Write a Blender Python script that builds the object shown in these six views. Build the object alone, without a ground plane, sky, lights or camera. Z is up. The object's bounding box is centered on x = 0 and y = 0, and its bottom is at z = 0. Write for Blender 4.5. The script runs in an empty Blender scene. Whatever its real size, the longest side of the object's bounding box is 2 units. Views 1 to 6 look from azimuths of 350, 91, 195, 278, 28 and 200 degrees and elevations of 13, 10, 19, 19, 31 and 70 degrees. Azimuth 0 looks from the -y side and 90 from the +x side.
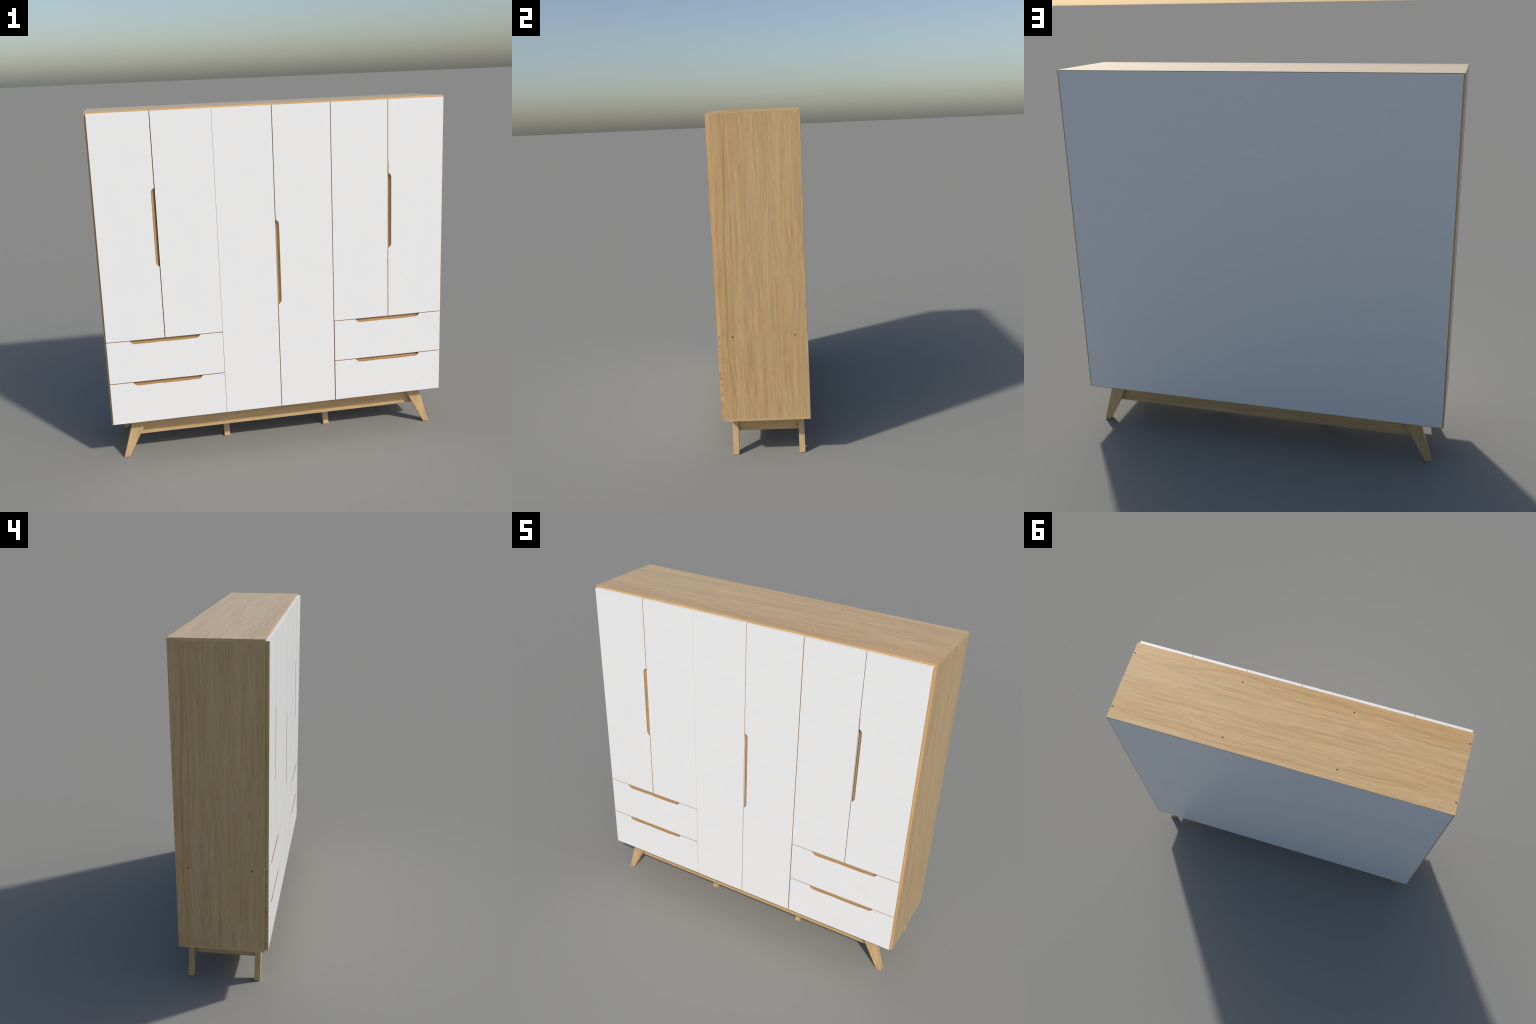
import bpy, bmesh, math
from mathutils import Vector, Matrix

# ------------------------------------------------------------------ sizes (m)
HALF_W   = 0.9953          # carcass half width
TOP_Z    = 2.0
BOT_Z    = 0.2274          # underside of the carcass
BOARD    = 0.016           # board thickness
CAR_F    = -0.2392         # carcass front plane
CAR_B    = 0.2564          # carcass rear plane
FRONT_Y  = -0.2588         # face of doors and drawers
BACK_Y   = 0.2588          # face of the rear panel
DOOR_T   = 0.0189          # door thickness
DOOR_TOP = 1.9905
DOOR_BOT = 0.2378
SHELF_Z  = 0.7335
DIV_X    = 0.3287
COVE     = 0.0180          # width of the finger pull recess
COVE_END = 0.0255          # length of its rounded ends

# ------------------------------------------------------------------ materials
def new_mat(name):
    m = bpy.data.materials.new(name)
    m.use_nodes = True
    nt = m.node_tree
    b = nt.nodes["Principled BSDF"]
    return m, nt, b

class N:
    """tiny helper to write node graphs"""
    def __init__(self, nt): self.nt = nt
    def node(self, kind, **kw):
        n = self.nt.nodes.new(kind)
        for k, v in kw.items(): setattr(n, k, v)
        return n
    def put(self, sock, val):
        if hasattr(val, "links"): self.nt.links.new(val, sock)
        else: sock.default_value = val
    def math(self, op, a, b=0.0, c=None, clamp=False):
        n = self.node("ShaderNodeMath", operation=op, use_clamp=clamp)
        self.put(n.inputs[0], a); self.put(n.inputs[1], b)
        if c is not None: self.put(n.inputs[2], c)
        return n.outputs[0]
    def vmath(self, op, a, b):
        n = self.node("ShaderNodeVectorMath", operation=op)
        self.put(n.inputs[0], a); self.put(n.inputs[1], b)
        return n.outputs[0]
    def noise(self, vec, scale, detail=2.0, rough=0.5, dist=0.0):
        n = self.node("ShaderNodeTexNoise", noise_dimensions='3D')
        self.put(n.inputs["Vector"], vec)
        n.inputs["Scale"].default_value = scale
        n.inputs["Detail"].default_value = detail
        n.inputs["Roughness"].default_value = rough
        n.inputs["Distortion"].default_value = dist
        return n.outputs["Fac"]
    def ramp(self, fac, stops):
        n = self.node("ShaderNodeValToRGB")
        els = n.color_ramp.elements
        while len(els) < len(stops): els.new(0.5)
        for e, (p, c) in zip(els, stops):
            e.position = p; e.color = (c[0], c[1], c[2], 1)
        self.put(n.inputs["Fac"], fac)
        return n.outputs["Color"]
    def mix(self, fac, a, b, blend='MIX'):
        n = self.node("ShaderNodeMix", data_type='RGBA', blend_type=blend)
        self.put(n.inputs[0], fac)
        self.put(n.inputs[6], a); self.put(n.inputs[7], b)
        return n.outputs[2]

OAK = dict(light=(0.650, 0.459, 0.242), mid=(0.562, 0.380, 0.183), dark=(0.450, 0.286, 0.124))

def wood(name, grain, offset=(0, 0, 0), light=OAK["light"], mid=OAK["mid"], dark=OAK["dark"],
         rough=0.30, contrast=1.0, vary=False, lines=(), zone=None):
    """oak veneer: growth ring streaks, fibres, short pores and slow tone drift along `grain`.
    lines: bold growth lines, each (across axis, [(along, across), ...], half width, strength)
    zone:  (across axis, from, to, colour factor) for a strip of warmer wood"""
    m, nt, bsdf = new_mat(name)
    g = N(nt)
    tc = g.node("ShaderNodeTexCoord")
    raw = tc.outputs["Object"]
    vec = g.vmath('ADD', raw, offset)
    if vary:
        oi = g.node("ShaderNodeObjectInfo")
        vec = g.vmath('ADD', vec, g.vmath('MULTIPLY', oi.outputs["Random"], (7.3, 5.1, 9.7)))
    ax = 'XYZ'.index(grain)
    def stretch(v, along, across):
        s = [across] * 3; s[ax] = along
        return g.vmath('MULTIPLY', v, tuple(s))
    # slow wander of the grain across the board
    wn = g.node("ShaderNodeTexNoise", noise_dimensions='3D')
    g.put(wn.inputs["Vector"], stretch(vec, 2.1, 6.0)); wn.inputs["Scale"].default_value = 1.0
    wn.inputs["Detail"].default_value = 2.0
    w = g.vmath('SUBTRACT', wn.outputs["Color"], (0.5, 0.5, 0.5))
    wv = [0.052] * 3; wv[ax] = 0.0
    w = g.vmath('MULTIPLY', w, tuple(wv))
    vec = g.vmath('ADD', vec, w)
    ring   = g.noise(stretch(vec, 2.7, 92.0), 1.0, 2.0, 0.55)   # growth rings
    ring2  = g.noise(stretch(vec, 1.1, 38.0), 1.0, 1.5, 0.5)     # groups of rings
    broad  = g.noise(stretch(vec, 0.8, 8.0), 1.0, 1.0, 0.5)      # drift across the board
    fine   = g.noise(stretch(vec, 11.0, 210.0), 1.0, 2.0, 0.6)   # fibres
    pores  = g.noise(stretch(vec, 13.0, 165.0), 1.0, 1.0, 0.5)   # short dark pores
    patch  = g.noise(stretch(vec, 5.0, 40.0), 1.0, 2.0, 0.5)
    t = 0.5
    for src, amp in ((ring, 1.08), (ring2, 0.58), (broad, 0.30), (fine, 0.48)):
        t = g.math('MULTIPLY_ADD', g.math('SUBTRACT', src, 0.5), amp * contrast, t)
    col = g.ramp(t, [(0.10, dark), (0.50, mid), (0.90, light)])
    hue = g.ramp(patch, [(0.34, (1.025, 0.99, 0.95)), (0.5, (1, 1, 1)), (0.66, (0.98, 1.0, 1.035))])
    col = g.mix(1.0, col, hue, 'MULTIPLY')
    pm = g.math('MULTIPLY', g.math('SUBTRACT', pores, 0.59), 6.0, clamp=True)
    col = g.mix(g.math('MULTIPLY', pm, 0.34 * contrast), col, (dark[0] * 0.85, dark[1] * 0.83, dark[2] * 0.85, 1))
    if lines or zone:
        sep = g.node("ShaderNodeSeparateXYZ")
        g.put(sep.inputs[0], g.vmath('ADD', raw, g.vmath('MULTIPLY', w, (0.12, 0.12, 0.12))))
    if zone:
        axis, lo, hi, fac = zone
        k = g.node("ShaderNodeMapRange", interpolation_type='SMOOTHSTEP')
        g.put(k.inputs["Value"], sep.outputs['XYZ'.index(axis)])
        k.inputs["From Min"].default_value = lo; k.inputs["From Max"].default_value = hi
        col = g.mix(k.outputs["Result"], col, g.mix(1.0, col, (*fac, 1), 'MULTIPLY'))
    for axis, pts, half, strength in lines:
        a0, a1 = min(p[0] for p in pts), max(p[0] for p in pts)
        c0, c1 = min(p[1] for p in pts) - 0.01, max(p[1] for p in pts) + 0.01
        u = g.math('DIVIDE', g.math('SUBTRACT', sep.outputs[ax], a0), a1 - a0)
        fc = g.node("ShaderNodeFloatCurve")
        cv = fc.mapping.curves[0]
        pp = sorted(((p[0] - a0) / (a1 - a0), (p[1] - c0) / (c1 - c0)) for p in pts)
        while len(cv.points) < len(pp): cv.points.new(0.5, 0.5)
        for cp, p in zip(cv.points, pp): cp.location = p
        fc.mapping.update()
        g.put(fc.inputs["Value"], u)
        centre = g.math('MULTIPLY_ADD', fc.outputs[0], c1 - c0, c0)
        d = g.math('SUBTRACT', sep.outputs['XYZ'.index(axis)], centre)
        # crisp on one side, fading out on the other, like a latewood line
        k1 = g.math('SUBTRACT', 1.0, g.math('DIVIDE', g.math('ABSOLUTE', d), half), clamp=True)
        k2 = g.math('MULTIPLY', g.math('SUBTRACT', 1.0, g.math('DIVIDE', g.math('ABSOLUTE', g.math('ADD', d, half * 1.6)), half * 2.6), clamp=True), 0.4)
        k = g.math('MAXIMUM', k1, k2)
        ends = g.math('MULTIPLY', g.math('MULTIPLY', u, 9.0, clamp=True), g.math('MULTIPLY', g.math('SUBTRACT', 1.0, u), 9.0, clamp=True))
        breakup = g.math('MULTIPLY_ADD', fine, 1.2, 0.42, clamp=True)
        k = g.math('MULTIPLY', g.math('MULTIPLY', k, ends), g.math('MULTIPLY', breakup, strength))
        col = g.mix(k, col, (dark[0] * 0.86, dark[1] * 0.82, dark[2] * 0.80, 1))
    g.put(bsdf.inputs["Base Color"], col)
    bsdf.inputs["Roughness"].default_value = rough
    bump = g.node("ShaderNodeBump")
    bump.inputs["Strength"].default_value = 0.04
    bump.inputs["Distance"].default_value = 0.001
    g.put(bump.inputs["Height"], fine)
    g.put(bsdf.inputs["Normal"], bump.outputs["Normal"])
    return m

def plain(name, col, rough, vary=0.0, scale=6.0):
    m, nt, bsdf = new_mat(name)
    g = N(nt)
    if vary:
        tc = g.node("ShaderNodeTexCoord")
        n = g.noise(tc.outputs["Object"], scale, 3.0, 0.55)
        lo = [c * (1 - vary) for c in col]; hi = [min(1, c * (1 + vary)) for c in col]
        g.put(bsdf.inputs["Base Color"], g.ramp(n, [(0.3, lo), (0.7, hi)]))
    else:
        bsdf.inputs["Base Color"].default_value = (*col, 1)
    bsdf.inputs["Roughness"].default_value = rough
    return m

WHITE   = plain("white_lacquer", (0.796, 0.796, 0.796), 0.30, 0.006, 9.0)
BACKING = plain("white_backing_board", (0.796, 0.796, 0.796), 0.30, 0.006, 9.0)
DARK    = plain("hole_shade_black", (0.012, 0.009, 0.006), 0.8)
INNER   = plain("inner_board", (0.55, 0.43, 0.29), 0.6, 0.05, 5.0)

WOOD_TOP   = wood("oak_top", 'X', (3.1, 0.4, 0.0), zone=('Y', -0.09, -0.20, (0.985, 0.925, 0.85)), lines=[
    ('Y', [(0.896, -0.120), (0.764, -0.149), (0.62, -0.170), (0.362, -0.206), (0.131, -0.200), (-0.066, -0.195),
           (-0.26, -0.189), (-0.55, -0.180), (-0.745, -0.158), (-0.977, -0.153)], 0.0045, 0.8),
    ('Y', [(0.616, -0.132), (0.417, -0.164), (0.215, -0.153), (0.014, -0.138), (-0.178, -0.142), (-0.374, -0.127)], 0.004, 0.6)])
YC = (CAR_F + CAR_B) / 2
WOOD_SIDE  = wood("oak_side", 'Z', (0.0, 1.7, 5.2), zone=('Y', -0.11 - YC, -0.19 - YC, (1.0, 0.965, 0.92)), lines=[
    ('Y', [(z, y - YC) for z, y in ((1.98, -0.158), (1.70, -0.1695), (1.48, -0.178), (1.25, -0.188), (1.12, -0.188), (0.87, -0.192),
           (0.646, -0.196), (0.549, -0.187), (0.451, -0.177), (0.379, -0.169), (0.26, -0.150))], 0.0032, 0.95),
    ('Y', [(z, y - YC) for z, y in ((1.48, -0.140), (1.25, -0.150), (1.055, -0.150), (0.868, -0.158), (0.677, -0.166),
           (0.548, -0.161), (0.45, -0.148), (0.387, -0.126))], 0.0028, 0.8),
    ('Y', [(z, y - YC) for z, y in ((0.68, -0.118), (0.578, -0.1133), (0.481, -0.1087), (0.382, -0.0884), (0.30, -0.070))], 0.0028, 0.65)])
WOOD_BASE  = wood("oak_base_board", 'X', (8.3, 2.2, 1.1))
WOOD_RAIL  = wood("oak_rail", 'X', (1.3, 6.2, 2.1))
WOOD_CROSS = wood("oak_cross_rail", 'Y', (4.3, 3.2, 0.1))
WOOD_LEG   = wood("oak_leg", 'Z', (2.0, 5.0, 3.0), vary=True)
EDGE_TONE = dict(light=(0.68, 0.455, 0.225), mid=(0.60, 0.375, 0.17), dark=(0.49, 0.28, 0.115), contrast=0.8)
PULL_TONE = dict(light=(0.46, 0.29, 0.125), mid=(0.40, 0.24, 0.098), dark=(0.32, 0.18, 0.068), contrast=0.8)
WOOD_DOOR_EDGE   = wood("oak_door_edge", 'Z', (6.0, 1.0, 2.0), vary=True, **EDGE_TONE)
WOOD_DRAWER_EDGE = wood("oak_drawer_edge", 'X', (6.0, 4.0, 7.0), vary=True, **EDGE_TONE)
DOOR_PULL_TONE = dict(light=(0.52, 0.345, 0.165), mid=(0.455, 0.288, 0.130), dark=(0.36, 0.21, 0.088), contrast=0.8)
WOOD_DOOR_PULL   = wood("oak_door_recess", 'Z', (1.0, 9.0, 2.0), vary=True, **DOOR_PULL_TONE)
WOOD_BOARD_END   = wood("oak_board_end", 'Y', (5.0, 2.0, 4.0), light=(0.67, 0.485, 0.262), mid=(0.60, 0.415, 0.208), dark=(0.50, 0.325, 0.15))
WOOD_DRAWER_END  = wood("oak_drawer_end", 'Y', (5.0, 3.0, 4.0), vary=True, **dict(EDGE_TONE, contrast=1.3))
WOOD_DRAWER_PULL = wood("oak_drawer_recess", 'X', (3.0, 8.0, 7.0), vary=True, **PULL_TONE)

# ------------------------------------------------------------------ object helpers
COL = bpy.context.scene.collection
def add_mesh(name, verts, faces, mat, parent=None, smooth_deg=None):
    used = sorted({i for f in faces for i in f})
    idx = {o: n for n, o in enumerate(used)}
    me = bpy.data.meshes.new(name)
    me.from_pydata([verts[i] for i in used], [], [[idx[i] for i in f] for f in faces])
    me.materials.append(mat)
    me.update()
    if smooth_deg is not None:
        for p in me.polygons: p.use_smooth = True
        me.set_sharp_from_angle(angle=math.radians(smooth_deg))
    ob = bpy.data.objects.new(name, me)
    COL.objects.link(ob)
    ob.parent = parent
    return ob

def prism(name, outline, lo, hi, axis, mat, parent, bevel=0.0):
    """extrude a 2D outline along `axis` ('X','Y' or 'Z') from lo to hi"""
    a = 'XYZ'.index(axis)
    def P(p, t):
        c = list(p); c.insert(a, t); return tuple(c)
    n = len(outline)
    verts = [P(p, lo) for p in outline] + [P(p, hi) for p in outline]
    faces = [list(range(n))[::-1], list(range(n, 2 * n))]
    faces += [[i, (i + 1) % n, n + (i + 1) % n, n + i] for i in range(n)]
    ob = add_mesh(name, verts, faces, mat, parent)
    bm = bmesh.new(); bm.from_mesh(ob.data)
    bmesh.ops.recalc_face_normals(bm, faces=bm.faces)
    if bevel:
        bmesh.ops.bevel(bm, geom=list(bm.edges), offset=bevel, segments=2, affect='EDGES', profile=0.6)
    bm.to_mesh(ob.data); bm.free()
    return ob

def board(name, x, y, z, mat, parent, bevel=0.0005):
    return prism(name, [(x[0], y[0]), (x[1], y[0]), (x[1], y[1]), (x[0], y[1])], z[0], z[1], 'Z', mat, parent, bevel)

def drill(ob, points, direction, radius=0.0046, depth=0.006):
    """bore blind screw holes and seat a black plug in each, modelling its inner shade; points on the surface"""
    d = Vector(direction)
    rot = d.to_track_quat('Z', 'Y').to_matrix().to_4x4()
    bm = bmesh.new()
    for p in points:
        mtx = Matrix.Translation(Vector(p)) @ rot
        bmesh.ops.create_cone(bm, cap_ends=True, segments=20, radius1=radius, radius2=radius, depth=depth * 2, matrix=mtx)
    cm = bpy.data.meshes.new("cutter"); bm.to_mesh(cm); bm.free()
    cut = bpy.data.objects.new("cutter", cm); COL.objects.link(cut)
    mod = ob.modifiers.new("holes", 'BOOLEAN'); mod.object = cut; mod.operation = 'DIFFERENCE'; mod.solver = 'EXACT'
    bpy.context.view_layer.update()
    dg = bpy.context.evaluated_depsgraph_get()
    me = bpy.data.meshes.new_from_object(ob.evaluated_get(dg))
    ob.modifiers.clear(); old = ob.data; ob.data = me; bpy.data.meshes.remove(old)
    bpy.data.objects.remove(cut); bpy.data.meshes.remove(cm)
    # near-black plug coloured as the shadow deep in each hole
    bm = bmesh.new()
    bmesh.ops.create_cone(bm, cap_ends=True, segments=20, radius1=radius * 1.02, radius2=radius * 1.02, depth=0.004)
    sm = bpy.data.meshes.new("hole_shade_plug"); bm.to_mesh(sm); bm.free(); sm.materials.append(DARK)
    for p in points:
        s = bpy.data.objects.new("hole_shade_plug", sm); COL.objects.link(s)
        s.parent = ob
        s.matrix_world = Matrix.Translation(Vector(p) - d * 0.0036) @ rot

# ------------------------------------------------------------------ doors and drawers
def pull_width(s, s0, s1):
    """width of the recess, seen from the front, at distance s along the edge"""
    if s <= s0 or s >= s1: return 0.0
    e = min(s - s0, s1 - s)
    if e >= COVE_END: return COVE
    R = (COVE_END ** 2 + COVE ** 2) / (2 * COVE)
    return max(0.0, math.sqrt(R * R - (COVE_END - e) ** 2) - (R - COVE))

def saw(s, pitch, amp):
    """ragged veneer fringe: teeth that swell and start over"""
    a = (s / pitch) % 1.0
    b = (s / (pitch * 4.3)) % 1.0
    return amp * (0.25 + 0.75 * b) * a

def front(name, length, width, place, white_mat, wood_mat, pull_mat, parent, pull=None,
          edge_wood=True, far_wood=True, caps_wood=False, rim=None, far_rim=None, step=0.0038,
          depth_end=DOOR_T * 0.95):
    """A slab front. s runs along the gripping edge, w inward from it, d from the face to the back.
    place(s, w, d) -> xyz. The recess is a quarter round cove cut into the gripping edge."""
    s_list = [0.0, length]
    n = int(length / step)
    s_list += [length * i / n for i in range(1, n)]
    if pull:
        s0, s1 = pull
        for k in range(0, 25):
            s_list += [s0 + COVE_END * k / 24, s1 - COVE_END * k / 24]
    s_list = sorted(set(round(v, 6) for v in s_list))
    K = 14
    verts, rows = [], []
    for s in s_list:
        f = pull_width(s, *pull) if pull else 0.0
        r = rim(s) if rim else 0.0
        fr = far_rim(s) if far_rim else 0.0
        row = [(s, f + r + 1e-5, 0.0)]
        for k in range(K + 1):
            a = math.pi / 2 * k / K
            row.append((s, f * math.cos(a), depth_end * math.sin(a)))
        row.append((s, 0.0, DOOR_T))
        row.append((s, width, DOOR_T))
        row.append((s, width, 0.0))
        row.append((s, width - fr - 1e-5, 0.0))
        base = len(verts)
        verts += [place(*p) for p in row]
        rows.append(list(range(base, base + len(row))))
    M = len(rows[0])
    iF = M - 1                          # far rim inner vertex
    white, timber, recess = [], [], []
    for (a, b), sa, sb in zip(zip(rows, rows[1:]), s_list, s_list[1:]):
        in_pull = pull and pull[0] - 1e-5 <= sa and sb <= pull[1] + 1e-5
        for j in range(M):
            k = (j + 1) % M
            q = [a[j], a[k], b[k], b[j]]
            if j == iF: white.append(q)                                   # face
            elif j == M - 4: white.append(q)                              # back
            elif j == M - 3: (timber if far_wood else white).append(q)    # far edge
            elif j == M - 2: (timber if far_wood else white).append(q)    # far rim
            elif in_pull and 1 <= j <= K: recess.append(q)                # cove
            else: (timber if edge_wood else white).append(q)              # edge, rim
    for row, rev in ((rows[0], True), (rows[-1], False)):
        cap = row[::-1] if rev else row
        (timber if caps_wood else white).append(cap)
    ob = add_mesh(name, verts, white, white_mat, parent)
    if timber:
        add_mesh("edge_band", verts, timber, wood_mat, ob)
    if recess:
        add_mesh("finger_pull", verts, recess, pull_mat, ob, smooth_deg=28)
    for o in [ob] + list(ob.children):
        bm = bmesh.new(); bm.from_mesh(o.data)
        # keep the outside of every skin outward: compare with the slab centre
        c = Vector(place(length / 2, width / 2, DOOR_T / 2))
        bm.normal_update()
        tot = sum(f.normal.dot(f.calc_center_median() - c) * f.calc_area() for f in bm.faces)
        if tot < 0:
            bmesh.ops.reverse_faces(bm, faces=bm.faces)
        bm.to_mesh(o.data); bm.free()
        if o.name.startswith('finger'): o.data.set_sharp_from_angle(angle=math.radians(28))
    return ob

def band_ends(ob, mat):
    """cross banded ends: faces that look sideways get their own veneer"""
    ob.data.materials.append(mat)
    for p in ob.data.polygons:
        if abs(p.normal.x) > 0.9: p.material_index = 1

# ------------------------------------------------------------------ assembly
root = bpy.data.objects.new("wardrobe", None)
COL.objects.link(root)
root["label"] = "tall white wardrobe with oak carcass, six doors and four drawers"
root["category"] = "wardrobe"

# carcass
IN = HALF_W - BOARD
top = board("top_panel", (-HALF_W, HALF_W), (CAR_F, CAR_B), (TOP_Z - BOARD, TOP_Z), WOOD_TOP, root)
base = board("bottom_panel", (-HALF_W, HALF_W), (CAR_F, CAR_B), (BOT_Z, BOT_Z + 0.0154), WOOD_BASE, root)
band_ends(top, WOOD_BOARD_END); band_ends(base, WOOD_BOARD_END)
SIDE_Z = (BOT_Z + 0.0154, TOP_Z - BOARD)
side_r = prism("side_panel", [(-BOARD / 2, CAR_F), (BOARD / 2, CAR_F), (BOARD / 2, CAR_B), (-BOARD / 2, CAR_B)],
               SIDE_Z[0], SIDE_Z[1], 'Z', WOOD_SIDE, root, 0.0005)
yc = (CAR_F + CAR_B) / 2
for v in side_r.data.vertices: v.co.y -= yc
drill(side_r, [(BOARD / 2, y - yc, SHELF_Z) for y in (-0.1697, 0.186)], (1, 0, 0))
side_r.location = (HALF_W - BOARD / 2, yc, 0)
def clone(src, loc, turn):
    """copy with its children; the meshes stay shared"""
    o = src.copy(); COL.objects.link(o); o.parent = root
    o.location = loc; o.rotation_euler = (0, 0, turn)
    for ch in src.children:
        k = ch.copy(); COL.objects.link(k); k.parent = o
        k.matrix_parent_inverse = Matrix()
        k.matrix_basis = ch.matrix_basis
    return o
clone(side_r, (-(HALF_W - BOARD / 2), yc, 0), math.pi)

drill(top, [(x, y, TOP_Z) for x in (-0.9864, -DIV_X, DIV_X, 0.9864) for y in (-0.1695, 0.1862)], (0, 0, 1))

board("back_panel", (-0.9878, 0.9878), (CAR_B + 0.0001, BACK_Y), (0.2325, 1.9965), BACKING, root, 0.0004)
for sx in (-1, 1):
    board("divider", (sx * DIV_X - BOARD / 2, sx * DIV_X + BOARD / 2), (CAR_F + 0.001, CAR_B - 0.001),
          (SIDE_Z[0] + 0.0002, SIDE_Z[1] - 0.0002), INNER, root)
    a, b = sorted((sx * (DIV_X + BOARD / 2 + 0.0002), sx * (IN - 0.0002)))
    board("shelf", (a, b), (CAR_F + 0.030, CAR_B - 0.001), (SHELF_Z - BOARD / 2, SHELF_Z + BOARD / 2), INNER, root)

# doors: (x left, x right, z bottom, gripping side, pull z range, fringe)
LOW = 0.7343
DOORS = [
    (-0.9850, -0.6594, LOW,      'R', (1.1465, 1.5815)),
    (-0.6556, -0.3299, LOW,      None, None),
    (-0.3286, -0.0028, DOOR_BOT, None, None),
    ( 0.0010,  0.3263, DOOR_BOT, 'L', (0.8670, 1.3595)),
    ( 0.3303,  0.6569, LOW,      None, None),
    ( 0.6605,  0.9850, LOW,      'L', (1.1465, 1.5815)),
]
for i, (x0, x1, zb, grip, pz) in enumerate(DOORS):
    L, W = DOOR_TOP - zb, x1 - x0
    right = grip == 'R'
    def place(s, w, d, x0=x0, x1=x1, zb=zb, right=right):
        return ((x1 - w) if right else (x0 + w), FRONT_Y + d, zb + s)
    if grip:
        pull = (pz[0] - zb, pz[1] - zb)
        if i == 5:
            def rim(s, p=pull):
                if p[1] <= s < p[1] + 0.062: return 0.0028
                if s > p[1]: return 0.0
                return saw(s, 0.0115, 0.0022)
        elif i == 3:
            def rim(s, p=pull):
                if p[0] + 0.03 < s < p[1] - 0.07: return 0.0016
                return saw(s, 0.0115, 0.0020)
        else:
            def rim(s, p=pull):
                fade = min(1.0, max(0.0, (L_ref - s) / 0.25))
                return saw(s, 0.0115, 0.0036) * fade
            L_ref = L
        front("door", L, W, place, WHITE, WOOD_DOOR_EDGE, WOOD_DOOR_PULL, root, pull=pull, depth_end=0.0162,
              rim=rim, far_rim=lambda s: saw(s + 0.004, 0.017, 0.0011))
    else:
        front("door", L, W, place, WHITE, WOOD_DOOR_EDGE, WOOD_DOOR_PULL, root, edge_wood=False, far_wood=False, step=0.2)

# drawers
for x0, x1 in ((-0.9850, -0.3303), (0.3313, 0.9850)):
    for zb, zt in ((0.4863, 0.7307), (DOOR_BOT, 0.4823)):
        L, W = x1 - x0, zt - zb
        def place(s, w, d, x0=x0, zt=zt):
            return (x0 + s, FRONT_Y + d, zt - w)
        mid = (-0.657 - x0) if x0 < 0 else (0.657 - x0)
        pull = (mid - 0.1968, mid + 0.1968)
        shift = 0.03 if zb > 0.3 else 0.0
        def rim(s, m=mid, h=shift):
            u = s - m
            if abs(u) < 0.182:
                return 0.0021 if (u < -0.085 + h or -0.03 + h < u < 0.125) else 0.0
            return 0.0003 + saw(s, 0.045, 0.0006)
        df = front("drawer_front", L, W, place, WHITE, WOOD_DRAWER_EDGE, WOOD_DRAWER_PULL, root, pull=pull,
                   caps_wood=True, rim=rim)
        for c in df.children:
            if c.name.startswith("edge_band"): band_ends(c, WOOD_DRAWER_END)

# underframe ---------------------------------------------------------------
frame_top = BOT_Z - 0.0002
LEG_T = 0.034
leg_outline = [(-0.0160, 0.0), (0.0160, 0.0), (-0.0502, frame_top), (-0.1365, frame_top)]
leg = prism("leg", leg_outline, -LEG_T / 2, LEG_T / 2, 'Y', WOOD_LEG, root, 0.0007)
LX, LYF, LYB = 0.9258, -0.1875, 0.2039
leg.location = (LX, LYF, 0)
for x, y, turn in ((LX, LYB, 0), (-LX, LYF, math.pi), (-LX, LYB, math.pi)):
    clone(leg, (x, y, 0), turn)

RAIL_Z = (0.1218, frame_top)
RF, RB = LYF + LEG_T / 2 + 0.0003, LYB - LEG_T / 2 - 0.0003
board("rail", (-0.8598, 0.8598), (RF, RF + BOARD), RAIL_Z, WOOD_RAIL, root)
board("rail", (-0.8598, 0.8598), (RB - BOARD, RB), RAIL_Z, WOOD_RAIL, root)
# flat battens between the leg tops, flush with the outer faces of the legs
for y0, y1 in ((LYF - LEG_T / 2, RF - 0.0002), (RB + 0.0002, LYB + LEG_T / 2)):
    prism("batten", [(-0.7965, 0.2108), (0.7965, 0.2108), (0.7885, frame_top), (-0.7885, frame_top)], y0, y1, 'Y', WOOD_RAIL, root, 0.0004)
for sx in (1, -1):
    a, b = sorted((sx * 0.8600, sx * 0.8760))
    cr = board("cross_rail", (a, b), (RF, RB), RAIL_Z, WOOD_CROSS, root)
    drill(cr, [(sx * 0.8760, 0.1780, 0.1465)], (sx, 0, 0), radius=0.0038)

# two support feet under the middle: the same leg turned to face forward
for x in (-0.3132, 0.3132):
    f = clone(leg, (x, -0.0690, 0), -math.pi / 2)
    f.name = "support_foot"
